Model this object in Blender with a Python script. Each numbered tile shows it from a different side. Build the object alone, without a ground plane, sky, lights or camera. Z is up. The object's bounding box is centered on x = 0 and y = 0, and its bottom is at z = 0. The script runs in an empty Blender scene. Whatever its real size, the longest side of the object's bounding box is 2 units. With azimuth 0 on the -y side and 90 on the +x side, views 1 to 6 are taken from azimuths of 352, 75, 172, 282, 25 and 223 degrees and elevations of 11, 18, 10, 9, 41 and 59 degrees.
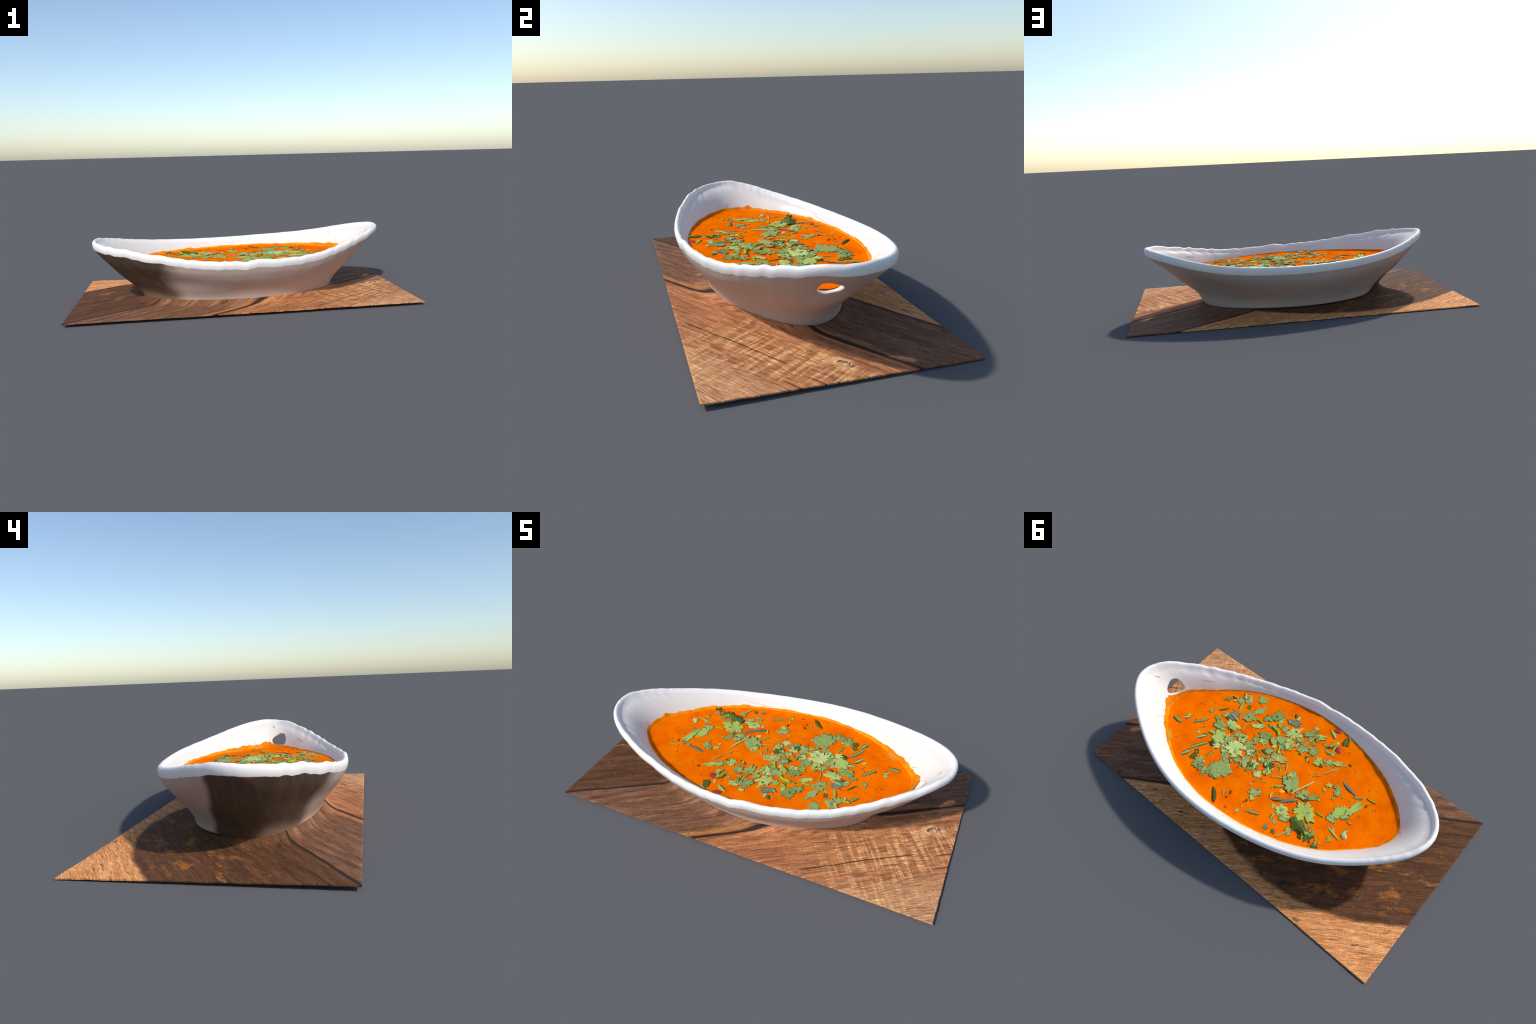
"""Oval white baking dish of orange curry with chopped coriander, on a wood-grained board."""
import bpy, bmesh, math, random
import numpy as np
from mathutils import Vector, Matrix, noise

rng = random.Random(7)
TAU = 2 * math.pi


def sm(a, b, x):
    t = np.clip((np.asarray(x, float) - a) / (b - a), 0, 1)
    return t * t * (3 - 2 * t)


# ------------------------------------------------------------------ node helpers
class Mat:
    def __init__(self, name, rough=0.5, spec=0.5):
        self.m = bpy.data.materials.new(name)
        self.m.use_nodes = True
        self.t = self.m.node_tree
        self.b = self.t.nodes['Principled BSDF']
        self.b.inputs['Roughness'].default_value = rough
        self.b.inputs['Specular IOR Level'].default_value = spec
        self.co = self.t.nodes.new('ShaderNodeTexCoord').outputs['Object']

    def plug(self, sock, v):
        if isinstance(v, bpy.types.NodeSocket):
            self.t.links.new(v, sock)
        elif isinstance(v, (tuple, list)) and len(v) == 3 and sock.type == 'RGBA':
            sock.default_value = (*v, 1)
        else:
            sock.default_value = v

    def math(self, op, a, b=0.0, c=0.0):
        n = self.t.nodes.new('ShaderNodeMath')
        n.operation = op
        for i, v in enumerate((a, b, c)):
            self.plug(n.inputs[i], v)
        return n.outputs[0]

    def dot(self, v, w=None):
        n = self.t.nodes.new('ShaderNodeVectorMath')
        n.operation = 'DOT_PRODUCT'
        self.plug(n.inputs[0], self.co)
        n.inputs[1].default_value = v
        return n.outputs['Value']

    def comb(self, x, y, z=0.0):
        n = self.t.nodes.new('ShaderNodeCombineXYZ')
        for i, v in enumerate((x, y, z)):
            self.plug(n.inputs[i], v)
        return n.outputs[0]

    def noise(self, vec=None, scale=5, detail=3, rough=0.5, dist=0.0):
        n = self.t.nodes.new('ShaderNodeTexNoise')
        self.plug(n.inputs['Vector'], vec or self.co)
        n.inputs['Scale'].default_value = scale
        n.inputs['Detail'].default_value = detail
        n.inputs['Roughness'].default_value = rough
        n.inputs['Distortion'].default_value = dist
        return n.outputs[0]

    def voronoi(self, vec=None, scale=5, feature='F1'):
        n = self.t.nodes.new('ShaderNodeTexVoronoi')
        n.feature = feature
        self.plug(n.inputs['Vector'], vec or self.co)
        n.inputs['Scale'].default_value = scale
        return n.outputs[0]

    def step(self, x, a, b, lo=0.0, hi=1.0):
        n = self.t.nodes.new('ShaderNodeMapRange')
        n.interpolation_type = 'SMOOTHSTEP'
        self.plug(n.inputs[0], x)
        n.inputs[1].default_value, n.inputs[2].default_value = a, b
        n.inputs[3].default_value, n.inputs[4].default_value = lo, hi
        return n.outputs[0]

    def mix(self, f, a, b, mode='MIX'):
        n = self.t.nodes.new('ShaderNodeMix')
        n.data_type = 'RGBA'
        n.blend_type = mode
        self.plug(n.inputs[0], f)
        self.plug(n.inputs[6], a)
        self.plug(n.inputs[7], b)
        return n.outputs[2]

    def ramp(self, f, *stops):
        n = self.t.nodes.new('ShaderNodeValToRGB')
        r = n.color_ramp
        while len(r.elements) < len(stops):
            r.elements.new(0.5)
        for e, (p, c) in zip(r.elements, stops):
            e.position, e.color = p, (*c, 1)
        self.plug(n.inputs[0], f)
        return n.outputs[0]

    def bump(self, h, strength=0.3, dist=0.01):
        n = self.t.nodes.new('ShaderNodeBump')
        n.inputs['Strength'].default_value = strength
        n.inputs['Distance'].default_value = dist
        self.plug(n.inputs['Height'], h)
        self.t.links.new(n.outputs[0], self.b.inputs['Normal'])

    def color(self, c):
        self.plug(self.b.inputs['Base Color'], c)
        return self.m

    def rand(self):
        return self.t.nodes.new('ShaderNodeObjectInfo').outputs['Random']


# ------------------------------------------------------------------ materials
def glaze_white():
    k = Mat('white_glaze', 0.42, 0.3)
    n = k.noise(scale=6, detail=2)
    return k.color(k.mix(n, (0.80, 0.76, 0.72), (0.86, 0.83, 0.79)))


def glaze_inner():
    k = Mat('inner_glaze', 0.42, 0.3)
    n = k.noise(scale=5, detail=3)
    c = k.mix(n, (0.72, 0.655, 0.585), (0.80, 0.75, 0.69))
    # thin dried film of oil with fine flecks
    f = k.step(k.noise(scale=9, detail=4, rough=.6), .60, .74, 0, .28)
    c = k.mix(f, c, (0.85, 0.60, 0.36))
    return k.color(c)


def glaze_outer():
    k = Mat('outer_glaze', 0.5, 0.25)
    n = k.noise(scale=4, detail=3)
    c = k.mix(n, (0.44, 0.335, 0.28), (0.55, 0.435, 0.37))
    # west end: board's reflection and shade painted on in dark brown, with streaks
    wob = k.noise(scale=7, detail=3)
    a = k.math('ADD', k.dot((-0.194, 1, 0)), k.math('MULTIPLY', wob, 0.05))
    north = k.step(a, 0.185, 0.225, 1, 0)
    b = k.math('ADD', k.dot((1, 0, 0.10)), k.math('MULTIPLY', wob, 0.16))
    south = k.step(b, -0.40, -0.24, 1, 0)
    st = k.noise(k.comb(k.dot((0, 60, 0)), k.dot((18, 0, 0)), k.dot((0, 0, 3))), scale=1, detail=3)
    baked_shade = k.mix(st, (0.055, 0.033, 0.022), (0.13, 0.085, 0.055))
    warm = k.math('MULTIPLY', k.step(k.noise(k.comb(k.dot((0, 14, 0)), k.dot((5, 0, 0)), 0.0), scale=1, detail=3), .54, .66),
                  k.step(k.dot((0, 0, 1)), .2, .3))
    baked_shade = k.mix(warm, baked_shade, (0.24, 0.10, 0.045))
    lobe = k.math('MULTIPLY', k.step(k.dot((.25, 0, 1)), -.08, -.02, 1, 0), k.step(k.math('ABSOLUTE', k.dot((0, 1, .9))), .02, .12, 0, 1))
    baked_shade = k.mix(k.math('MULTIPLY', k.math('MULTIPLY', lobe, k.step(k.dot((0, 1, 0)), -.06, -.12)), .8), baked_shade, (0.26, 0.165, 0.11))
    c = k.mix(k.math('MULTIPLY', north, south), c, baked_shade)
    return k.color(c)


def curry():
    k = Mat('curry', 0.8, 0.0)
    n = k.noise(scale=9, detail=4, rough=.6)
    c = k.ramp(n, (.3, (0.74, 0.105, 0.0)), (.5, (0.86, 0.145, 0.0)), (.72, (0.90, 0.19, 0.001)))
    f = k.noise(scale=160, detail=2)
    c = k.mix(k.step(f, .62, .74, 0, .45), c, (0.95, 0.30, 0.02))
    d = k.noise(scale=60, detail=3, rough=.65)
    c = k.mix(k.step(d, .66, .76, 0, .75), c, (0.30, 0.07, 0.004))
    e = k.noise(scale=22, detail=3)
    c = k.mix(k.step(e, .66, .74, 0, .45), c, (0.28, 0.13, 0.008))
    k.bump(k.noise(scale=45, detail=4), .25, .004)
    return k.color(c)


def oil():
    k = Mat('yellow_oil', 0.6, 0.08)
    n = k.math('ADD', k.noise(scale=26, detail=4), k.math('MULTIPLY', k.dot((-.12, .38, 0)), 1.0))
    return k.color(k.ramp(n, (.30, (0.50, 0.17, 0.001)), (.46, (0.74, 0.18, 0.001)), (.62, (0.90, 0.27, 0.001))))


def herb(name, lo, hi):
    k = Mat(name, 0.7, 0.12)
    r = k.rand()
    c = k.mix(r, lo, hi)
    n = k.noise(scale=7, detail=4)
    dark = tuple(x * .42 for x in lo)
    c = k.mix(k.step(n, .54, .70, 0, .7), c, dark)
    c = k.mix(k.step(k.noise(scale=16, detail=3), .56, .70, 0, .5), c, tuple(min(1, x * 1.5) for x in hi))
    return k.color(c)


def wood():
    """Printed planks running at 34 degrees; u along the grain, v across it."""
    k = Mat('wood_grain', 0.75, 0.1)
    ca, sa = math.cos(math.radians(34)), math.sin(math.radians(34))
    u = k.dot((ca, sa, 0))
    v0 = k.dot((-sa, ca, 0))
    warp = k.noise(k.comb(k.math('MULTIPLY', u, 2.0), k.math('MULTIPLY', v0, 5.0), 0.0), scale=1, detail=3)
    v = k.math('ADD', v0, k.math('MULTIPLY', k.math('SUBTRACT', warp, .5), .034))

    def g(su, sv, off=0.0, detail=5, rough=.65, dist=0.0):
        return k.noise(k.comb(k.math('MULTIPLY', u, su), k.math('MULTIPLY', v, sv), off), scale=1, detail=detail, rough=rough, dist=dist)
    fine = g(9, 120, 0)
    hair = g(16, 270, 3, 3)
    mid = g(3.0, 36, 5, 5)
    broad = g(1.3, 9, 9, 4)
    x, y = k.dot((1, 0, 0)), k.dot((0, 1, 0))
    seam_n = k.math('ADD', k.math('MULTIPLY', u, -.04), .075)      # seam between middle and far plank
    dn = k.math('SUBTRACT', v, seam_n)
    ds = k.math('ADD', v, .335)                                     # seam between near and middle plank
    # near plank: light brown with pale saw marks square to the grain
    near = k.ramp(mid, (.30, (0.21, 0.075, 0.031)), (.5, (0.42, 0.165, 0.068)), (.68, (0.62, 0.28, 0.118)))
    saw = k.noise(k.comb(k.math('MULTIPLY', u, 46), k.math('MULTIPLY', v, 3.5), 2.0), scale=1, detail=4, rough=.65, dist=.3)
    sawm = k.math('MULTIPLY', k.step(saw, .46, .60), k.step(g(2.6, 6.0, 17, 4), .36, .52))
    sawm = k.math('MULTIPLY', sawm, k.math('MULTIPLY', k.step(v0, -.46, -.40, 1, 0), k.step(u, .05, .3)))
    sawm = k.math('MULTIPLY', sawm, k.step(hair, .38, .58, .25, 1))
    near = k.mix(k.math('MULTIPLY', sawm, .85), near, (0.84, 0.46, 0.19))
    corner = k.step(v0, -.82, -.70, 1, 0)
    near = k.mix(k.math('MULTIPLY', corner, .5), near, (0.62, 0.33, 0.16))
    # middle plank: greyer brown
    middle = k.ramp(mid, (.26, (0.085, 0.040, 0.023)), (.5, (0.20, 0.092, 0.049)), (.75, (0.35, 0.168, 0.088)))
    middle = k.mix(k.step(broad, .55, .7, 0, .55), middle, (0.10, 0.065, 0.05))
    # far plank: orange tan towards the free corner, dish's cast shadow painted dark elsewhere
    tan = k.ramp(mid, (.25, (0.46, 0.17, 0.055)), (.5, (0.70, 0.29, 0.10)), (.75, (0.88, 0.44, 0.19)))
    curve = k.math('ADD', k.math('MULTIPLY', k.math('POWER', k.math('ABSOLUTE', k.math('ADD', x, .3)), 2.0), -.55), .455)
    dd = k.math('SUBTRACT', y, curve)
    baked_shade = k.step(k.math('ADD', dd, k.math('MULTIPLY', k.math('SUBTRACT', g(4, 14, 4), .5), .05)), -.012, .022, 1, 0)
    shadow_brown = k.ramp(mid, (.25, (0.050, 0.023, 0.012)), (.5, (0.115, 0.050, 0.022)), (.75, (0.19, 0.082, 0.036)))
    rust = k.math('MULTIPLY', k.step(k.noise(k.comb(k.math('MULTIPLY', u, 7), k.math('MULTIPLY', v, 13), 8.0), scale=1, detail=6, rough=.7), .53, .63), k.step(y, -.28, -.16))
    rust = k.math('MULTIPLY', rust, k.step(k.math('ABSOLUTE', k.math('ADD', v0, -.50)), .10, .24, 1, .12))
    shadow_brown = k.mix(k.math('MULTIPLY', rust, .85), shadow_brown, (0.34, 0.125, 0.026))
    far = k.mix(baked_shade, tan, shadow_brown)
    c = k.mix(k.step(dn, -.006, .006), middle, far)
    # corner of the middle plank fades warm at its end
    c = k.mix(k.step(ds, -.012, .012), near, c)
    # orange flame beside the near seam
    fl = k.math('MULTIPLY', k.step(k.math('ABSOLUTE', k.math('ADD', ds, -.028)), .0, .03, .75, 0), k.step(g(3, 8, 21, 2), .4, .6))
    c = k.mix(fl, c, (0.55, 0.22, 0.06))
    # grain
    c = k.mix(k.step(fine, .50, .66, 0, .62), c, (0.070, 0.031, 0.018))
    c = k.mix(k.step(hair, .52, .66, 0, 1), c, k.mix(1.0, c, (1.75, 1.75, 1.8), 'MULTIPLY'))
    c = k.mix(k.step(hair, .45, .32, 0, .5), c, (0.05, 0.025, 0.016))
    cross = k.noise(k.comb(k.math('MULTIPLY', u, 95), k.math('MULTIPLY', v, 28), 6.0), scale=1, detail=3)
    c = k.mix(k.step(cross, .50, .66, 0, .28), c, k.mix(1.0, c, (1.45, 1.42, 1.4), 'MULTIPLY'))
    c = k.mix(k.step(cross, .50, .34, 0, .22), c, k.mix(1.0, c, (.6, .58, .56), 'MULTIPLY'))
    # dark worn blotches
    bl = k.noise(k.comb(k.math('MULTIPLY', u, 9), k.math('MULTIPLY', v, 26), 12.0), scale=1, detail=5, rough=.65)
    c = k.mix(k.math('MULTIPLY', k.step(bl, .60, .68, 0, .7), k.step(ds, 0, .05)), c, (0.030, 0.022, 0.020))
    # seams and cracks
    wid = g(2.5, 2, 30, 2)
    c = k.mix(k.step(k.math('SUBTRACT', k.math('ABSOLUTE', ds), k.math('MULTIPLY', wid, .026)), -.006, .004, .93, 0), c, (0.022, 0.016, 0.015))
    c = k.mix(k.step(k.math('ABSOLUTE', dn), .003, .011, .9, 0), c, (0.024, 0.018, 0.016))
    for off, a, b in ((-.618, .0, .6), (-.640, .68, .9), (-.72, .62, .9), (.20, -1.2, -.9)):
        w = k.math('MULTIPLY', k.step(k.math('ABSOLUTE', k.math('SUBTRACT', v, off)), .0015, .005, .85, 0),
                   k.math('MULTIPLY', k.step(u, a, a + .05), k.step(u, b - .05, b, 1, 0)))
        c = k.mix(w, c, (0.03, 0.018, 0.014))
    # knot: a pale hook wrapped round a dark crescent, with pale flecks beyond it
    kx, ky = k.math('SUBTRACT', u, .752), k.math('SUBTRACT', v0, -.482)
    wv = k.math('MULTIPLY', k.math('SUBTRACT', k.noise(scale=34, detail=4), .5), .045)
    rr = k.math('ADD', k.math('SQRT', k.math('ADD', k.math('MULTIPLY', k.math('MULTIPLY', kx, kx), .55), k.math('MULTIPLY', k.math('MULTIPLY', ky, ky), 1.6))), wv)
    left = k.math('MULTIPLY', k.step(kx, -.012, .02, 1, 0), k.step(ky, -.03, .0, .3, 1))
    c = k.mix(k.math('MULTIPLY', k.step(k.math('ABSOLUTE', k.math('SUBTRACT', rr, .038)), .006, .02, .9, 0), left), c, (0.74, 0.43, 0.19))
    c = k.mix(k.math('MULTIPLY', k.step(k.math('ABSOLUTE', k.math('SUBTRACT', rr, .020)), .002, .009, .92, 0), k.step(ky, -.012, .006)), c, (0.045, 0.032, 0.024))
    fleck = k.math('MULTIPLY', k.step(k.noise(k.comb(k.math('MULTIPLY', u, 70), k.math('MULTIPLY', v0, 25), 1.0), scale=1, detail=3), .5, .6), k.step(rr, .02, .055, 1, 0))
    c = k.mix(k.math('MULTIPLY', fleck, .8), c, (0.84, 0.58, 0.34))
    k.bump(k.math('ADD', fine, hair), .45, .004)
    return k.color(c)


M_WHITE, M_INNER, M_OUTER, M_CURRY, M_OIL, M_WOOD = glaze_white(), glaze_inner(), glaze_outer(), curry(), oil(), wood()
HERBS = {
    'm': herb('herb_green', (0.20, 0.275, 0.07), (0.32, 0.39, 0.125)),
    'l': herb('herb_light', (0.33, 0.43, 0.07), (0.50, 0.57, 0.19)),
    'd': herb('herb_dark', (0.055, 0.080, 0.014), (0.10, 0.13, 0.024)),
    'g': herb('herb_grey', (0.13, 0.19, 0.12), (0.21, 0.22, 0.16)),
    'y': herb('herb_yellow', (0.34, 0.36, 0.03), (0.40, 0.38, 0.14)),
    's': herb('herb_stalk', (0.20, 0.42, 0.02), (0.27, 0.46, 0.03)),
}


def flat_mat(name, c1, c2, scale=30, rough=.5):
    k = Mat(name, rough)
    return k.color(k.mix(k.noise(scale=scale, detail=3), c1, c2))


M_CHILI = flat_mat('chili_red', (0.22, 0.012, 0.003), (0.45, 0.04, 0.003))
M_KERNEL = flat_mat('kernel_yellow', (0.95, 0.28, 0.01), (0.98, 0.42, 0.03))
M_SPLASH = flat_mat('dried_sauce', (0.86, 0.42, 0.10), (0.90, 0.58, 0.28))
M_POD = flat_mat('pod_pale', (0.36, 0.36, 0.17), (0.55, 0.52, 0.30))
M_PEPPER = flat_mat('pepper_dark', (0.05, 0.03, 0.01), (0.14, 0.08, 0.01))


# ------------------------------------------------------------------ scene objects
def empty(name, label=None, category=None):
    o = bpy.data.objects.new(name, None)
    bpy.context.collection.objects.link(o)
    if label:
        o['label'], o['category'] = label, category
    return o


def obj(name, me, parent=None, mat=None):
    o = bpy.data.objects.new(name, me)
    bpy.context.collection.objects.link(o)
    o.parent = parent
    if mat:
        me.materials.clear()
        me.materials.append(mat)
    return o


def mesh(name, verts, faces, smooth=True):
    me = bpy.data.meshes.new(name)
    me.from_pydata([tuple(map(float, v)) for v in verts], [], [tuple(map(int, f)) for f in faces])
    if smooth:
        me.polygons.foreach_set('use_smooth', [True] * len(me.polygons))
    me.update()
    return me

FAN_LEAVES = {
    'd': [ (0.044, 0.03, 85, 0.042, 0.049), (-0.355, 0.223, 141, 0.047, 0.041), (-0.382, 0.214, 125, 0.067, 0.041),
         (-0.395, 0.197, 166, 0.031, 0.029), (-0.445, 0.237, 172, 0.04, 0.029), (0.024, 0.026, -111, 0.049, 0.044),
         (-0.194, -0.353, 110, 0.053, 0.037)],
    'g': [ (0.402, -0.097, 78, 0.065, 0.056), (0.105, -0.269, -159, 0.079, 0.041)],
    'l': [ (0.246, 0.056, -163, 0.113, 0.103), (0.361, 0.057, -49, 0.102, 0.096), (0.357, -0.041, 172, 0.093, 0.061),
         (0.098, 0.075, 130, 0.06, 0.033), (0.041, 0.109, -140, 0.045, 0.038), (0.013, 0.054, 80, 0.064, 0.034),
         (0.154, -0.07, 132, 0.05, 0.05), (0.253, -0.012, 84, 0.055, 0.044), (0.249, -0.123, -143, 0.072, 0.032),
         (0.288, 0.103, 129, 0.056, 0.034), (0.333, 0.117, 40, 0.052, 0.037), (0.161, 0.027, 43, 0.052, 0.034),
         (0.334, 0.232, 159, 0.052, 0.034), (-0.098, -0.009, -25, 0.036, 0.051), (-0.294, 0.115, 132, 0.116, 0.126),
         (-0.198, 0.187, 161, 0.082, 0.063), (-0.425, 0.006, 128, 0.075, 0.081), (-0.469, -0.057, -103, 0.104, 0.041),
         (-0.156, -0.16, -146, 0.056, 0.058), (-0.248, -0.217, -156, 0.09, 0.03), (0.058, -0.217, -135, 0.1, 0.071),
         (0.032, -0.142, -109, 0.06, 0.057), (-0.066, -0.29, -151, 0.069, 0.042), (0.117, -0.109, -49, 0.047, 0.035)],
    'm': [ (0.305, 0.042, -81, 0.078, 0.063), (0.41, 0.003, 2, 0.079, 0.054), (0.295, -0.012, -145, 0.04, 0.035),
         (0.222, 0.212, 145, 0.113, 0.12), (0.249, 0.239, 100, 0.072, 0.06), (0.331, 0.255, 110, 0.077, 0.062),
         (0.151, 0.088, 96, 0.073, 0.05), (0.196, -0, 141, 0.067, 0.06), (0.173, -0.1, -151, 0.07, 0.05),
         (0.323, -0.143, -152, 0.078, 0.069), (0.307, -0.213, -113, 0.096, 0.042), (0.235, -0.205, 46, 0.065, 0.046),
         (-0.018, 0.193, 22, 0.074, 0.048), (0.273, 0.265, 96, 0.064, 0.035), (0.255, 0.138, 102, 0.059, 0.042),
         (0.439, -0.074, 56, 0.05, 0.024), (0.35, -0.282, -37, 0.057, 0.062), (0.179, 0.111, -160, 0.064, 0.027),
         (0.099, 0.109, -106, 0.048, 0.026), (0.085, -0.043, -153, 0.053, 0.042), (0.44, -0.201, -54, 0.045, 0.045),
         (-0.128, 0.033, -48, 0.106, 0.083), (-0.227, 0.042, -147, 0.089, 0.059), (-0.271, 0.028, -132, 0.062, 0.029),
         (-0.232, 0.215, -157, 0.053, 0.027), (-0.347, 0.169, 144, 0.038, 0.031), (-0.415, 0.057, 3, 0.052, 0.041),
         (-0.345, -0.084, -73, 0.061, 0.042), (-0.201, -0.19, -110, 0.048, 0.035), (-0.041, -0.171, 90, 0.073, 0.049),
         (-0.097, -0.193, -99, 0.056, 0.045), (0.12, -0.205, 30, 0.038, 0.045), (-0.008, -0.27, -129, 0.07, 0.04),
         (-0.025, -0.309, -151, 0.035, 0.016), (0.01, -0.201, -134, 0.058, 0.029), (0.088, -0.136, -171, 0.061, 0.052),
         (0.052, -0.105, 144, 0.045, 0.031), (0.093, -0.038, -167, 0.041, 0.043), (0.048, 0.006, -110, 0.067, 0.034),
         (0.204, -0.249, -110, 0.074, 0.059)],
    'y': [ (0.418, -0.234, -47, 0.07, 0.052), (0.02, -0.041, -172, 0.097, 0.04)],
}

SLIVERS = {
    'd': [ (0.134, 0.34, 136, 0.09, 0.028), (0.472, -0.09, -126, 0.058, 0.011)],
    'g': [ (-0.134, 0.153, -145, 0.066, 0.025), (-0.186, 0.12, -136, 0.086, 0.023), (-0.38, -0.133, 167, 0.097, 0.022)],
    'm': [ (0.509, -0.162, 58, 0.052, 0.019), (0.628, 0.127, 173, 0.064, 0.031), (0.598, 0.085, -140, 0.038, 0.021),
         (0.519, 0.051, -128, 0.089, 0.022), (0.44, 0.122, -126, 0.064, 0.025), (0.415, 0.067, -167, 0.051, 0.027),
         (0.414, 0.176, -121, 0.117, 0.026), (0.432, 0.251, -116, 0.06, 0.03), (0.41, -0.165, -71, 0.066, 0.022),
         (-0.471, 0.117, 166, 0.092, 0.016), (-0.087, 0.289, -157, 0.082, 0.019), (-0.247, -0.161, -118, 0.093, 0.012),
         (-0.049, -0.024, 125, 0.042, 0.013), (-0.032, 0.008, 119, 0.055, 0.011), (-0.06, 0.047, -152, 0.045, 0.011),
         (-0.11, -0.351, 151, 0.064, 0.027), (-0.099, 0.084, -135, 0.045, 0.016), (-0.013, 0.118, -140, 0.032, 0.008)],
    'y': [ (0.592, 0.222, 147, 0.094, 0.02)],
}

STALKS = {
    'd': [ (0.372, 0.116, -140, 0.034, 0.005)],
    'l': [ (-0.193, 0.016, -109, 0.139, 0.009), (-0.098, 0.153, -83, 0.034, 0.008)],
    's': [ (0.149, -0.163, 154, 0.073, 0.015), (0.259, -0.157, -176, 0.045, 0.009), (-0.513, -0.15, -175, 0.052, 0.007),
         (-0.357, 0.079, -177, 0.044, 0.008), (-0.075, 0.103, -117, 0.036, 0.007), (0.056, -0.081, 122, 0.05, 0.009),
         (-0.348, 0.196, 152, 0.061, 0.013)],
    'y': [ (0.386, -0.084, -13, 0.067, 0.009), (0.3, -0.074, 101, 0.06, 0.006), (0.476, -0.191, 164, 0.043, 0.011),
         (-0.28, 0.274, -112, 0.088, 0.009), (-0.004, -0.194, 177, 0.06, 0.007), (-0.039, -0.23, -98, 0.076, 0.007),
         (-0.167, -0.266, 86, 0.073, 0.013), (-0.207, -0.089, -137, 0.05, 0.004), (-0.195, -0.38, 140, 0.035, 0.007)],
}

# ------------------------------------------------------------------ dish curves
# rim: log-radius and height as a short Fourier series round the oval (y squashed by half)
RIM_R = (-0.1506, 0.0747, -0.0066, -0.0157, 0.0906, -0.0013, 0.0004, 0.0161, 0.0083, 0.0077, -0.0035, 0.0029, 0.0052, 0.0003, 0.0033)
RIM_Z = (0.3262, -0.0005, 0.0023, 0.0497, 0.0161, 0.007, -0.0005, 0.0028, 0.0039, 0.0, 0.0012, 0.0002, 0.0002, -0.0011, -0.0002)
CX = -0.05
SOUP_Z = 0.236
HOLE = (.795, -.006, .277)


def series(c, t):
    s = np.full_like(t, c[0])
    for k in range(1, (len(c) + 1) // 2):
        s = s + c[2 * k - 1] * np.cos(k * t) + c[2 * k] * np.sin(k * t)
    return s


def periodic(deg, val, t, smooth=9):
    o = np.argsort(deg)
    d, v = np.array(deg, float)[o], np.array(val, float)[o]
    g = np.linspace(0, 360, 720, endpoint=False)
    y = np.interp(g, np.r_[d[-1] - 360, d, d[0] + 360], np.r_[v[-1], v, v[0]])
    ker = np.hanning(2 * smooth + 3)[1:-1]
    ker /= ker.sum()
    n = len(ker) // 2
    y = np.convolve(np.r_[y[-n:], y, y[:n]], ker, 'valid')
    return np.interp(np.degrees(t) % 360, np.r_[g, 360], np.r_[y, y[0]])


N = 480
T = np.linspace(0, TAU, N, endpoint=False)
R_RIM = np.exp(series(RIM_R, T))
Z_RIM = series(RIM_Z, T)


def oval(r):
    return np.stack([CX + r * np.cos(T), 0.5 * r * np.sin(T)], -1)


RIM = oval(R_RIM)
# hand-thrown unevenness of the rim, stronger on the near (south) and west side
south = np.maximum(sm(.2, -.25, RIM[:, 1]), sm(-.6, -.8, RIM[:, 0]) * .7) * .82 + .18
wave = lambda f, k: np.array([noise.noise(Vector((RIM[i, 0] * f, RIM[i, 1] * f, k))) for i in range(N)])
wob = .0075 * wave(7, 1) + .0065 * wave(17, 4) + .003 * wave(34, 8)
bump = .009 * np.exp(-((RIM[:, 0] - .075) / .035) ** 2) * (RIM[:, 1] < 0)
Z_SMOOTH = Z_RIM
WOB = wob * south + bump
Z_RIM = Z_RIM + WOB
tan = np.roll(RIM, -1, 0) - np.roll(RIM, 1, 0)
OUT = np.stack([tan[:, 1], -tan[:, 0]], -1)
OUT /= np.linalg.norm(OUT, axis=1)[:, None]

# curry line on the inner wall, as a share of the rim radius
SHARE = periodic((0, 22, 36, 50, 64, 78, 100, 114, 136, 150, 172, 197, 210, 223, 237, 250, 264, 276, 299, 316, 334, 353),
                 (.835, .815, .82, .835, .85, .86, .865, .855, .84, .82, .81, .805, .795, .81, .845, .865, .895, .92, .925, .905, .865, .85), T)
SOUP = oval(R_RIM * SHARE)

# foot: an oval of its own, parametrised like the rim
FOOT_DEG = (0, 16, 35, 53, 73, 87, 105, 137, 155, 170, 187, 205, 220, 234, 250, 266, 279, 292, 307, 326, 341)
FOOT_R = (.630, .634, .626, .618, .602, .598, .555, .490, .460, .465, .520, .590, .610, .622, .640, .655, .668, .655, .630, .618, .620)
FOOT = oval(periodic(FOOT_DEG, FOOT_R, T, 14))
ENDNESS = np.abs(np.cos(T - .15)) ** 4
# how much fuller (+) or flatter (-) the wall is at mid height, round the dish
FULL = periodic((0, 20, 40, 60, 90, 120, 140, 160, 180, 200, 212, 225, 245, 270, 290, 310, 340),
                (.02, -.05, -.09, -.07, -.03, -.07, -.05, .01, .05, .06, .01, -.07, -.10, -.08, -.06, -.06, -.02), T, 20)

INNER_P = .66 - .04 * np.abs(np.cos(T)) ** 2      # the end walls lean in sooner


def curry_z(x, y):
    """Level of the curry; it dips a little towards the north-west."""
    return SOUP_Z - .002 - .006 * float(sm(-.25, .45, y - .35 * x))


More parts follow.
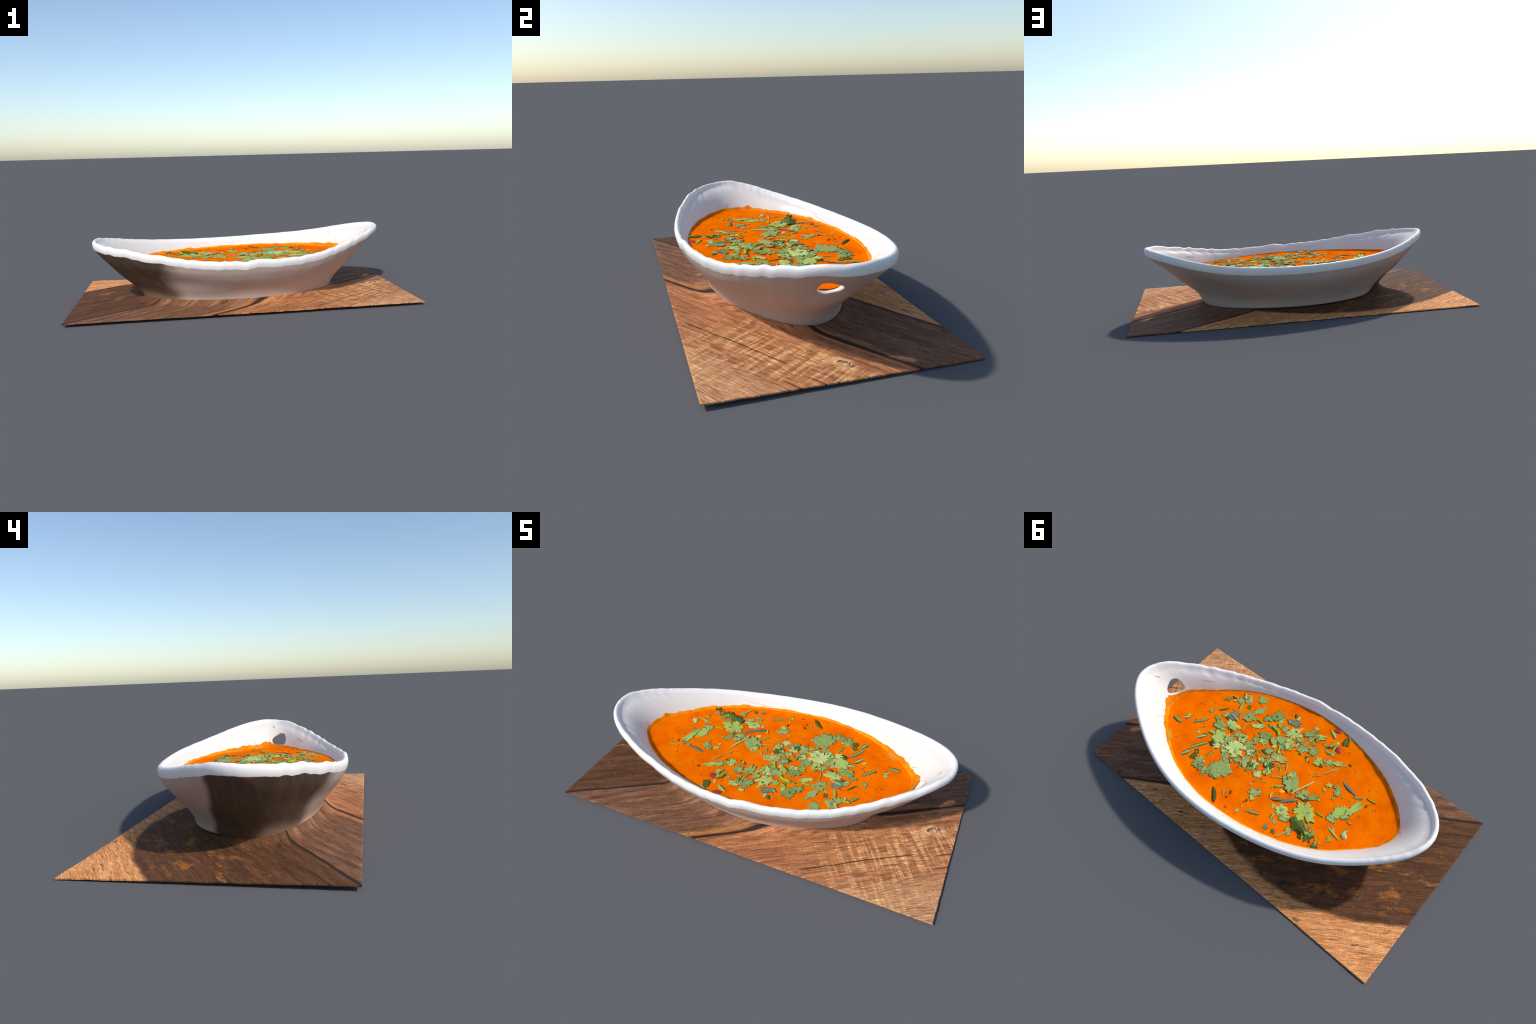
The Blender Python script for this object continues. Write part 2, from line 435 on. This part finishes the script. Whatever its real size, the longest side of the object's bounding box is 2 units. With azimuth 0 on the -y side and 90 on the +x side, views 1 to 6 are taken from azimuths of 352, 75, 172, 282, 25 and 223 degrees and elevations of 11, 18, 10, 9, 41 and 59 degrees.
def dish():
    rings, band = [], []

    def ring(xy, z, b):
        rings.append(np.column_stack([xy, np.broadcast_to(z, N)]))
        band.append(b)
    z_foot = .020
    cen = np.array([0.0, 0.0])
    # underside
    ring(cen + (FOOT - cen) * .02, .045, 'foot')
    ring(cen + (FOOT - cen) * .80, .045, 'foot')
    ring(cen + (FOOT - cen) * .93, .040, 'foot')
    ring(cen + (FOOT - cen) * .95, z_foot, 'foot')
    ring(cen + (FOOT - cen) * .985, z_foot, 'foot')
    # outer wall: short upright foot, then flaring nearly straight to the rim
    top_xy = RIM + OUT * .0105
    top_z = Z_SMOOTH - .030
    H = np.linspace(0, 1, 26)
    end_f = np.interp(H, (0, .05, .16, .28, .41, .67, .85, 1), (0, .03, .09, .20, .36, .65, .85, 1))
    side_f = np.interp(H, (0, .08, .18, .3, .5, .7, .85, 1), (0, .03, .12, .27, .53, .79, .94, 1))
    ker = np.array([.25, .5, .25])
    for f in (end_f, side_f):
        f[1:-1] = np.convolve(f, ker, 'valid')
    flute = np.array([noise.noise(Vector((2.2 * math.cos(t), 2.2 * math.sin(t), 3.1))) for t in T])
    for h, fe, fs in zip(H, end_f, side_f):
        f = fe * ENDNESS + fs * (1 - ENDNESS)
        f = np.clip(f + FULL * math.sin(math.pi * h), 0, 1.02)
        z0 = .026
        xy = FOOT * (1 - f)[:, None] + top_xy * f[:, None]
        dent = np.array([noise.noise(Vector((p[0] * 3.3, p[1] * 3.3, h * 2 + 7))) for p in xy])
        xy = xy + OUT * ((dent * .010 + flute * .006) * math.sin(math.pi * min(1, h * 1.1)) ** 1)[:, None]
        ring(xy, z0 + (top_z - z0) * h + WOB * h ** 5, 'foot' if h < .05 else 'wall')
    # lip: proud band with a rounded crest
    for o, z in ((.0125, -.024), (.0145, -.016), (.0155, -.007), (.0148, .002), (.0120, .0085), (.007, .013), (.001, .0148), (-.004, .013), (-.0085, .008), (-.0125, .001), (-.0155, -.006)):
        ring(RIM + OUT * o, Z_RIM + z, 'rim')
    # inner wall, steeper just under the lip, down past the curry
    a_xy, a_z = RIM - OUT * .0175, Z_SMOOTH - .012
    for s in np.linspace(.06, 1, 16):
        f = s ** INNER_P
        xy = a_xy * (1 - f)[:, None] + SOUP * f[:, None]
        ring(xy, a_z + (SOUP_Z - a_z) * s + WOB * (1 - s) ** 7, 'inner')
    for k, z in ((.93, .20), (.82, .15), (.68, .11), (.45, .09), (.02, .085)):
        ring(SOUP * k, z, 'inner')
    # the wall thins towards the finger hole
    hole, n_wall = np.array(HOLE), np.array((.75, -.06, -.65))
    for r, b in zip(rings, band):
        if b in ('wall', 'inner'):
            w = np.exp(-(np.linalg.norm(r - hole, axis=1) / .085) ** 2)[:, None]
            r += n_wall * w * (-.020 if b == 'wall' else .010)
    V = np.concatenate(rings)
    F, tag = [], []
    names = ['foot', 'wall', 'rim', 'inner']
    for r in range(len(rings) - 1):
        for i in range(N):
            j = (i + 1) % N
            F.append((r * N + i, r * N + j, (r + 1) * N + j, (r + 1) * N + i))
            tag.append(names.index(band[r + 1]))
    last = (len(rings) - 1) * N
    F.append(tuple(range(N - 1, -1, -1)))
    tag.append(0)
    F.append(tuple(range(last, last + N)))
    tag.append(3)
    me = mesh('dish_body', V, F)
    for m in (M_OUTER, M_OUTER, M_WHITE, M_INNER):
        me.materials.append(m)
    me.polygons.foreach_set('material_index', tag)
    bm = bmesh.new()
    bm.from_mesh(me)
    bmesh.ops.recalc_face_normals(bm, faces=bm.faces)
    bm.to_mesh(me)
    bm.free()
    return me


def finger_hole(body):
    """Cut the rounded-triangular hole through the east wall."""
    ax = Vector((1, -.10, -.22)).normalized()
    side = Vector((0, 0, 1)).cross(ax).normalized()
    up = ax.cross(side)
    c = Vector(HOLE)
    n, V = 28, []
    for d in (-.15, .15):
        for i in range(n):
            a = TAU * i / n
            r = 1 + .10 * math.cos(3 * a + .4)
            V.append(c + ax * d + side * (.049 * r * math.cos(a)) + up * (.040 * r * math.sin(a)))
    F = [(i, (i + 1) % n, n + (i + 1) % n, n + i) for i in range(n)] + [tuple(range(n - 1, -1, -1)), tuple(range(n, 2 * n))]
    me = mesh('hole_cutter', V, F)
    bm = bmesh.new()
    bm.from_mesh(me)
    bmesh.ops.recalc_face_normals(bm, faces=bm.faces)
    bm.to_mesh(me)
    bm.free()
    for m in (M_OUTER, M_OUTER, M_WHITE, M_INNER):
        me.materials.append(m)
    me.polygons.foreach_set('material_index', [3] * len(F))
    cut = obj('hole_cutter', me)
    b = body.modifiers.new('hole', 'BOOLEAN')
    b.operation, b.object, b.solver = 'DIFFERENCE', cut, 'EXACT'
    dg = bpy.context.evaluated_depsgraph_get()
    out = bpy.data.meshes.new_from_object(body.evaluated_get(dg))
    body.modifiers.clear()
    bpy.data.objects.remove(cut)
    return out


def split_by_material(me, parent, names):
    """One smooth body separated by region; every part keeps the whole body's normals."""
    me.polygons.foreach_set('use_smooth', [True] * len(me.polygons))
    me.update()
    co = np.array([v.co[:] for v in me.vertices])
    nrm = np.array([n.vector[:] for n in me.vertex_normals])
    for idx, (nm, mat) in enumerate(names):
        polys = [p for p in me.polygons if p.material_index == idx]
        used = sorted({v for p in polys for v in p.vertices})
        remap = {v: i for i, v in enumerate(used)}
        sub = mesh(nm, co[used], [[remap[v] for v in p.vertices] for p in polys])
        sub.normals_split_custom_set_from_vertices([tuple(nrm[v]) for v in used])
        obj(nm, sub, parent, mat)


# ------------------------------------------------------------------ curry
def curry_surface(parent):
    rings = []
    ks = [0.01] + list(np.linspace(.06, .97, 40))
    for k in ks:
        xy = SOUP * k
        z = np.array([curry_z(p[0], p[1]) + .0022 * noise.noise(Vector((p[0] * 7, p[1] * 7, 1))) + .0012 * noise.noise(Vector((p[0] * 22, p[1] * 22, 4))) for p in xy])
        rings.append(np.column_stack([xy, z]))
    rings.append(np.column_stack([SOUP * .99, np.full(N, SOUP_Z)]))
    rings.append(np.column_stack([SOUP * 1.004, np.full(N, SOUP_Z - .004)]))
    rings.append(np.column_stack([SOUP * .99, np.full(N, SOUP_Z - .02)]))
    V = np.concatenate(rings)
    F = [(r * N + i, r * N + (i + 1) % N, (r + 1) * N + (i + 1) % N, (r + 1) * N + i) for r in range(len(rings) - 1) for i in range(N)]
    F.append(tuple(range(N - 1, -1, -1)))
    F.append(tuple(range((len(rings) - 1) * N, len(rings) * N)))
    return obj('curry_surface', mesh('curry_surface', V, F), parent, M_CURRY)


def wall_point(i, s, lift=.0015):
    """Point on the inner wall; s = 0 at the curry line, 1 under the lip."""
    f = (1 - s) ** INNER_P[i]
    a_xy, a_z = RIM[i] - OUT[i] * .0175, Z_SMOOTH[i] - .012
    xy = a_xy * (1 - f) + SOUP[i] * f
    z = a_z + (SOUP_Z - a_z) * (1 - s)
    nrm = Vector((-OUT[i][0], -OUT[i][1], 1.1)).normalized()
    return Vector((xy[0], xy[1], z)) + nrm * lift


def oil_line(parent):
    """Ragged yellow tide line where the curry meets the wall."""
    rows = 6
    V, F = [], []
    for i in range(N):
        t = T[i]
        c, q = math.cos(t), math.sin(t)
        n1 = noise.noise(Vector((5 * c, 5 * q, 2)))
        n2 = noise.noise(Vector((17 * c, 17 * q, 5)))
        n3 = noise.noise(Vector((48 * c, 48 * q, 9)))
        far = .5 + .5 * q                                   # the far wall is splashed higher
        h = .035 + .02 * n1 + far * (.20 + .08 * n1 + .07 * n2 + .04 * n3)
        for a, wd, hh in ((1.95, .035, .24), (1.6, .05, .12), (.2, .10, .12), (3.0, .06, .12), (.55, .04, .10)):
            h += hh * math.exp(-((t - a) / wd) ** 2) * (.8 + .5 * n3)
        h = max(h, .02)
        for k, dz in ((.962 + .012 * n2, -.0035), (.981, .0008)):
            p = SOUP[i] * k
            V.append((p[0], p[1], curry_z(p[0], p[1]) + dz))
        for r in range(rows - 2):
            w = wall_point(i, h * r / (rows - 3), .0025 if r < rows - 3 else -.001)
            V.append(tuple(w))
    for i in range(N):
        j = (i + 1) % N
        for r in range(rows - 1):
            F.append((i * rows + r, j * rows + r, j * rows + r + 1, i * rows + r + 1))
    return obj('oil_line', mesh('oil_line', V, F), parent, M_OIL)


def splash(parent, pts, w):
    """A thin dried streak of sauce: pts are (turn in degrees, share of wall height)."""
    dense = []
    for (a0, s0), (a1, s1) in zip(pts[:-1], pts[1:]):
        for k in range(8):
            dense.append((a0 + (a1 - a0) * k / 8, s0 + (s1 - s0) * k / 8))
    dense.append(pts[-1])
    P = []
    for k, (a, s) in enumerate(dense):
        i = int(round((a % 360) / 360 * N)) % N
        fr = (a % 360) / 360 * N - math.floor((a % 360) / 360 * N)
        i0 = int((a % 360) / 360 * N) % N
        P.append(wall_point(i0, s, .0012).lerp(wall_point((i0 + 1) % N, s, .0012), fr))
    V, F = [], []
    n = len(P)
    for k, p in enumerate(P):
        d = (P[min(k + 1, n - 1)] - P[max(k - 1, 0)]).normalized()
        inward = Vector((-p.x, -2 * p.y, .5)).normalized()
        side = d.cross(inward).normalized()
        ww = w * (.35 + .65 * math.sin(math.pi * min(1, .12 + k / n))) * (.7 + .5 * noise.noise(Vector((k * .7, w * 900, 0))))
        V += [p - side * ww - inward * .002, p + inward * .0006, p + side * ww - inward * .002]
    for k in range(n - 1):
        for c in (0, 1):
            F.append((3 * k + c, 3 * k + c + 1, 3 * k + c + 4, 3 * k + c + 3))
    return obj('sauce_splash', mesh('sauce_splash', V, F), parent, M_SPLASH)


# ------------------------------------------------------------------ herbs
def lobed_leaf(seed, lobes=5, depth=.42, notch=.10):
    """Coriander leaflet: fan of toothed lobes, unit length along x, cupped and creased."""
    r = random.Random(seed)
    n = 84
    out = []
    ph = [r.uniform(-.12, .12) for _ in range(lobes)]
    amp = [r.uniform(.8, 1.05) for _ in range(lobes)]
    for i in range(n):
        a = TAU * i / n - math.pi          # 0 points to the tip
        w = (a / math.pi + 1) / 2 * lobes
        k = min(int(w), lobes - 1)
        f = w - k + ph[k]
        lobe = (math.sin(math.pi * min(max(f, 0), 1)) ** .55)
        rad = .5 * amp[k] * (1 - depth + depth * lobe)
        rad *= .80 + .20 * math.cos(a)
        rad *= 1 + notch * math.sin(a * lobes * 2.6 + seed) + .05 * r.uniform(-1, 1)
        out.append((rad * math.cos(a), rad * math.sin(a), a, lobe))
    xs = [p[0] for p in out]
    ys = [p[1] for p in out]
    sx, sy = 1 / (max(xs) - min(xs)), 1 / (max(ys) - min(ys))
    mx, my = (max(xs) + min(xs)) / 2, (max(ys) + min(ys)) / 2
    c1, c2, c3 = r.uniform(-.003, .005), r.uniform(-.003, .005), r.uniform(0, TAU)
    V, F = [], []
    fr = (0, .25, .5, .75, .9, 1)
    for f in fr:
        for x, y, a, lobe in out:
            X, Y = (x * f - mx) * sx, (y * f - my) * sy
            z = c1 * (2 * X) ** 2 + c2 * (2 * Y) ** 2 + .0016 * math.sin(9 * X + c3) + .0014 * (lobe - .6) * f + .0015 * math.cos(11 * Y + c3)
            V.append((X, Y, z + .0035))
    top = len(V)
    V += [(x, y, z - .0042) for x, y, z in V]
    for k in range(len(fr) - 1):
        for i in range(n):
            j = (i + 1) % n
            q = (k * n + i, k * n + j, (k + 1) * n + j, (k + 1) * n + i)
            F.append(q)
            F.append(tuple(top + v for v in reversed(q)))
    b = (len(fr) - 1) * n
    for i in range(n):
        j = (i + 1) % n
        F.append((b + i, b + j, top + b + j, top + b + i))
    return mesh('herb_leaf', V, F)


def sliver(seed):
    """Leaf folded or cut into a narrow strip with a ragged edge."""
    r = random.Random(seed)
    n, V, F = 22, [], []
    bend = r.uniform(-.35, .35)
    for i in range(n):
        x = i / (n - 1) - .5
        env = max(.12, math.sin(math.pi * (i + .6) / (n + .2)) ** .5)
        hw = .42 * env * r.uniform(.72, 1.08)
        cy = bend * (x * x - .08)
        z = .001 * math.sin(6 * x + seed) + .0015
        for y, dz in ((-hw, 0), (-hw * .4, .0012), (hw * .4, .0016), (hw, 0)):
            V.append((x, cy + y, z + dz))
        V.append((x, cy, z - .004))
    for i in range(n - 1):
        for a, b in ((0, 1), (1, 2), (2, 3), (3, 4), (4, 0)):
            F.append((i * 5 + a, i * 5 + b, i * 5 + 5 + b, i * 5 + 5 + a))
    F += [(0, 1, 2, 3, 4), tuple(range(n * 5 - 1, n * 5 - 6, -1))]
    return mesh('herb_sliver', V, F)


def stalk(seed):
    r = random.Random(seed)
    n, m, V, F = 14, 8, [], []
    b1, b2 = r.uniform(-.10, .10), r.uniform(-.05, .05)
    for i in range(n):
        x = i / (n - 1) - .5
        cy = b1 * math.sin(math.pi * (x + .5)) + b2 * math.sin(TAU * (x + .5))
        rad = .5 if 0 < i < n - 1 else .3
        for k in range(m):
            a = TAU * k / m
            V.append((x, cy * 6 + rad * math.cos(a), rad * math.sin(a)))
    for i in range(n - 1):
        for k in range(m):
            F.append((i * m + k, i * m + (k + 1) % m, (i + 1) * m + (k + 1) % m, (i + 1) * m + k))
    F += [tuple(range(m - 1, -1, -1)), tuple(range((n - 1) * m, n * m))]
    return mesh('herb_stalk', V, F)


def variants(make, count, seed):
    """Shared meshes: for every tone a few shapes."""
    lib = {}
    for tone, mat in HERBS.items():
        lib[tone] = []
        for k in range(count):
            me = make(seed + k)
            me.materials.append(mat)
            lib[tone].append(me)
    return lib


def put(name, me, parent, x, y, z, ang, sx, sy, sz, tilt=(0, 0)):
    o = bpy.data.objects.new(name, me)
    bpy.context.collection.objects.link(o)
    o.parent = parent
    o.location = (x, y, z)
    o.rotation_euler = (tilt[0], tilt[1], math.radians(ang))
    o.scale = (sx, sy, sz)
    return o


def garnish(parent):
    leaves = variants(lambda s: lobed_leaf(s, lobes=4 + s % 3, depth=.42 + .08 * (s % 3), notch=.09 + .05 * (s % 2)), 8, 11)
    strips = variants(sliver, 4, 31)
    stems = variants(stalk, 3, 51)
    heap = []

    def level(x, y, rad):
        near = sum(1 for a, b, q in heap if math.hypot(a - x, b - y) < (q + rad) * .38)
        heap.append((x, y, rad))
        return curry_z(x, y) + .0004 + .0012 * min(near, 3)
    for tone, rows in FAN_LEAVES.items():
        for x, y, a, l, w in rows:
            put('herb_leaf', rng.choice(leaves[tone]), parent, x, y, level(x, y, l * .5), a, l * 1.12, w * 1.12, rng.uniform(.5, .8), (rng.uniform(-.03, .03), rng.uniform(-.03, .03)))
    for tone, rows in SLIVERS.items():
        for x, y, a, l, w in rows:
            put('herb_sliver', rng.choice(strips['l' if tone == 'm' and rng.random() < .4 else tone]), parent, x, y, level(x, y, w), a, l, w * 1.15, rng.uniform(.8, 1.3))
    for tone, rows in STALKS.items():
        for x, y, a, l, w in rows:
            put('herb_stalk', rng.choice(stems[tone]), parent, x, y, curry_z(x, y) + .002 + w * .2, a, l, w, w)
    # chopped chips gather round the leaf clusters
    seeds = [(r[0], r[1]) for rows in FAN_LEAVES.values() for r in rows]
    small = []
    for k in range(400):
        if len(heap) > 390:
            break
        if k % 5 == 0:
            x, y = rng.uniform(-.55, .6), rng.uniform(-.33, .33)
        else:
            sx, sy = rng.choice(seeds)
            x, y = sx + rng.gauss(0, .04), sy + rng.gauss(0, .035)
        if ((x - .01) / .66) ** 2 + ((y - .01) / .36) ** 2 > .9:
            continue
        s = rng.choice((.014, .018, .024, .03, .04)) * rng.uniform(.8, 1.2)
        tone = rng.choices('mldgy', (8, 7, 4, 1, 2))[0]
        me = rng.choice(leaves[tone] if rng.random() < .75 else strips[tone])
        put('herb_chip', me, parent, x, y, level(x, y, s * .5), rng.uniform(0, 360), s, s * rng.uniform(.45, .9), .5)
    # the big dark leaf that curls up out of the curry by the far wall
    me = lobed_leaf(90, 5, .25, .06)
    for v in me.vertices:
        v.co.z += .020 * (1 - (2 * v.co.y) ** 2) * (.6 + .8 * v.co.x)
    me.materials.append(HERBS['d'])
    put('curled_leaf', me, parent, -.313, .195, curry_z(-.313, .195), 165, .115, .062, 1)
    me = lobed_leaf(91, 3, .3, .1)
    for v in me.vertices:
        v.co.z += .012 * (v.co.x + .5)
    me.materials.append(HERBS['d'])
    put('curled_leaf', me, parent, -.452, .245, curry_z(-.452, .245), 110, .045, .035, 1)
    me = lobed_leaf(92, 4, .3, .1)
    for v in me.vertices:
        v.co.z += .014 * (1 - (2 * v.co.y) ** 2)
    me.materials.append(HERBS['y'])
    put('curled_leaf', me, parent, -.155, -.285, curry_z(-.155, -.285), 60, .05, .02, 1)


def blob(name, mat, parent, x, y, ang, l, w, h, seed):
    bm = bmesh.new()
    bmesh.ops.create_icosphere(bm, subdivisions=3, radius=.5)
    for v in bm.verts:
        v.co *= 1 + .25 * noise.noise(v.co * 3 + Vector((seed, 0, 0)))
    me = bpy.data.meshes.new(name)
    bm.to_mesh(me)
    bm.free()
    me.polygons.foreach_set('use_smooth', [True] * len(me.polygons))
    me.materials.append(mat)
    return put(name, me, parent, x, y, curry_z(x, y), ang, l, w, h)


def specks(parent):
    """Ground pepper and tiny herb crumbs, too small to count."""
    bm = bmesh.new()
    for _ in range(170):
        a, r = rng.uniform(0, TAU), math.sqrt(rng.random()) * .94
        x, y = .01 + .70 * r * math.cos(a), .01 + .385 * r * math.sin(a)
        s = rng.choice((.0022, .003, .0042, .006)) * rng.uniform(.7, 1.2)
        m = Matrix.Translation((x, y, curry_z(x, y) + .0006)) @ Matrix.Rotation(rng.uniform(0, TAU), 4, 'Z') @ Matrix.Diagonal((s, s * rng.uniform(.4, .9), .002, 1))
        bmesh.ops.create_icosphere(bm, subdivisions=1, radius=1, matrix=m)
    me = bpy.data.meshes.new('pepper_specks')
    bm.to_mesh(me)
    bm.free()
    o = obj('pepper_specks', me, parent, M_PEPPER)
    o['kind'] = 'stuff'
    return o


# ------------------------------------------------------------------ board
def board():
    nx, ny = 340, 190
    X = np.linspace(-1, 1, nx)
    Y = np.linspace(-.533, .533, ny)
    gx, gy = np.meshgrid(X, Y)
    P = np.column_stack([gx.ravel(), gy.ravel()])
    # height: tilts down to the north; swells up to the dish's foot as a small fillet
    z = np.interp(P[:, 1], (-.533, .0, .533), (.0195, .0122, .0058)) + .0012 * np.sin(P[:, 0] * 5 + P[:, 1] * 3)
    foot = FOOT[::2]
    d2 = np.full(len(P), 9.0)
    for f in foot:
        d2 = np.minimum(d2, (P[:, 0] - f[0]) ** 2 + (P[:, 1] - f[1]) ** 2)
    d = np.sqrt(d2)
    th = np.arctan2(2 * P[:, 1], P[:, 0] - CX)
    rf = np.interp(th % TAU, np.r_[T, TAU], np.r_[np.hypot(FOOT[:, 0] - CX, 2 * FOOT[:, 1]), np.hypot(FOOT[0, 0] - CX, 2 * FOOT[0, 1])])
    inside = np.hypot(P[:, 0] - CX, 2 * P[:, 1]) < rf
    rise = periodic((0, 60, 110, 160, 185, 205, 225, 270, 320), (.016, .004, .004, .006, .022, .030, .030, .030, .028), th)
    lift = np.where(inside, 1.0, np.exp(-(np.maximum(d - .009, 0) / .026) ** 1.3))
    z = z + rise * lift
    # cut edges are a little ragged
    ex = np.array([.003 * noise.noise(Vector((9 * p[1], 3, p[0]))) + .002 * noise.noise(Vector((45 * p[1], 7, p[0]))) for p in P])
    ez = np.array([.0022 * noise.noise(Vector((16 * p[0], 16 * p[1], 2))) for p in P])
    edge = np.maximum(sm(.97, 1, np.abs(P[:, 0])), sm(.51, .533, np.abs(P[:, 1])))
    z = z + ez * edge
    P = P.copy()
    P[:, 0] -= np.abs(ex) * (np.abs(P[:, 0]) > .9999) * np.sign(P[:, 0])
    P[:, 1] -= np.abs(ex) * (np.abs(P[:, 1]) > .5329) * np.sign(P[:, 1])
    P[:, 0] *= 1.0 / np.abs(P[:, 0]).max()
    top = np.column_stack([P, z])
    bot = np.column_stack([P, np.maximum(z - rise * lift - .0055, 0)])
    bot[:, 2] -= bot[:, 2].min()
    V = np.concatenate([top, bot])
    n = len(top)
    q = lambda i, j: i * nx + j
    F = []
    for i in range(ny - 1):
        for j in range(nx - 1):
            a = (q(i, j), q(i, j + 1), q(i + 1, j + 1), q(i + 1, j))
            F.append(a)
            F.append(tuple(n + v for v in reversed(a)))
    loop = [q(0, j) for j in range(nx)] + [q(i, nx - 1) for i in range(1, ny)] + [q(ny - 1, j) for j in range(nx - 2, -1, -1)] + [q(i, 0) for i in range(ny - 2, 0, -1)]
    for a, b in zip(loop, loop[1:] + loop[:1]):
        F.append((b, a, n + a, n + b))
    me = mesh('wooden_board', V, F, smooth=False)
    me.polygons.foreach_set('use_smooth', [k < (nx - 1) * (ny - 1) * 2 for k in range(len(F))])
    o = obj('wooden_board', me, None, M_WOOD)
    o['label'] = 'thin rectangular wood-grained board with brown planks'
    o['category'] = 'board'
    return o


# ------------------------------------------------------------------ assemble
board()
top = empty('curry_dish', 'oval white dish of orange curry with green herbs', 'food dish')
body = obj('dish_body', dish())
cut_mesh = finger_hole(body)
bpy.data.objects.remove(body)
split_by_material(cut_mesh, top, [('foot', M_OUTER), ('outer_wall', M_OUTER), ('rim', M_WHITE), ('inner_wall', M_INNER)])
food = empty('curry')
food.parent = top
curry_surface(food)
oil_line(food)
for pts, w in (([(113, .95), (109, .6), (104, .45), (99, .30), (97, .1)], .0035), ([(97, .35), (92, .5), (86, .75)], .0018), ([(99, .3), (107, .18)], .002),
               ([(30, .52), (28, .34), (25, .18)], .004), ([(50, .75), (47, .4), (43, .12)], .0025), ([(24, .10), (21, .26), (19, .33)], .005),
               ([(62, .5), (61, .25)], .002), ([(-21, .62), (-24, .60), (-28, .58)], .0016), ([(6, .92), (4, .84)], .004), ([(196, .12), (193, .28)], .003)):
    splash(food, pts, w)
garnish(food)
blob('chili_piece', M_CHILI, food, -.193, -.286, 141, .045, .036, .012, 1)
blob('corn_kernel', M_KERNEL, food, -.122, .104, -129, .034, .024, .014, 2)
blob('seed_pod', M_POD, food, -.52, .094, 150, .043, .03, .02, 3)
blob('chili_piece', M_CHILI, food, -.12, -.385, 20, .05, .03, .010, 4)
specks(food)
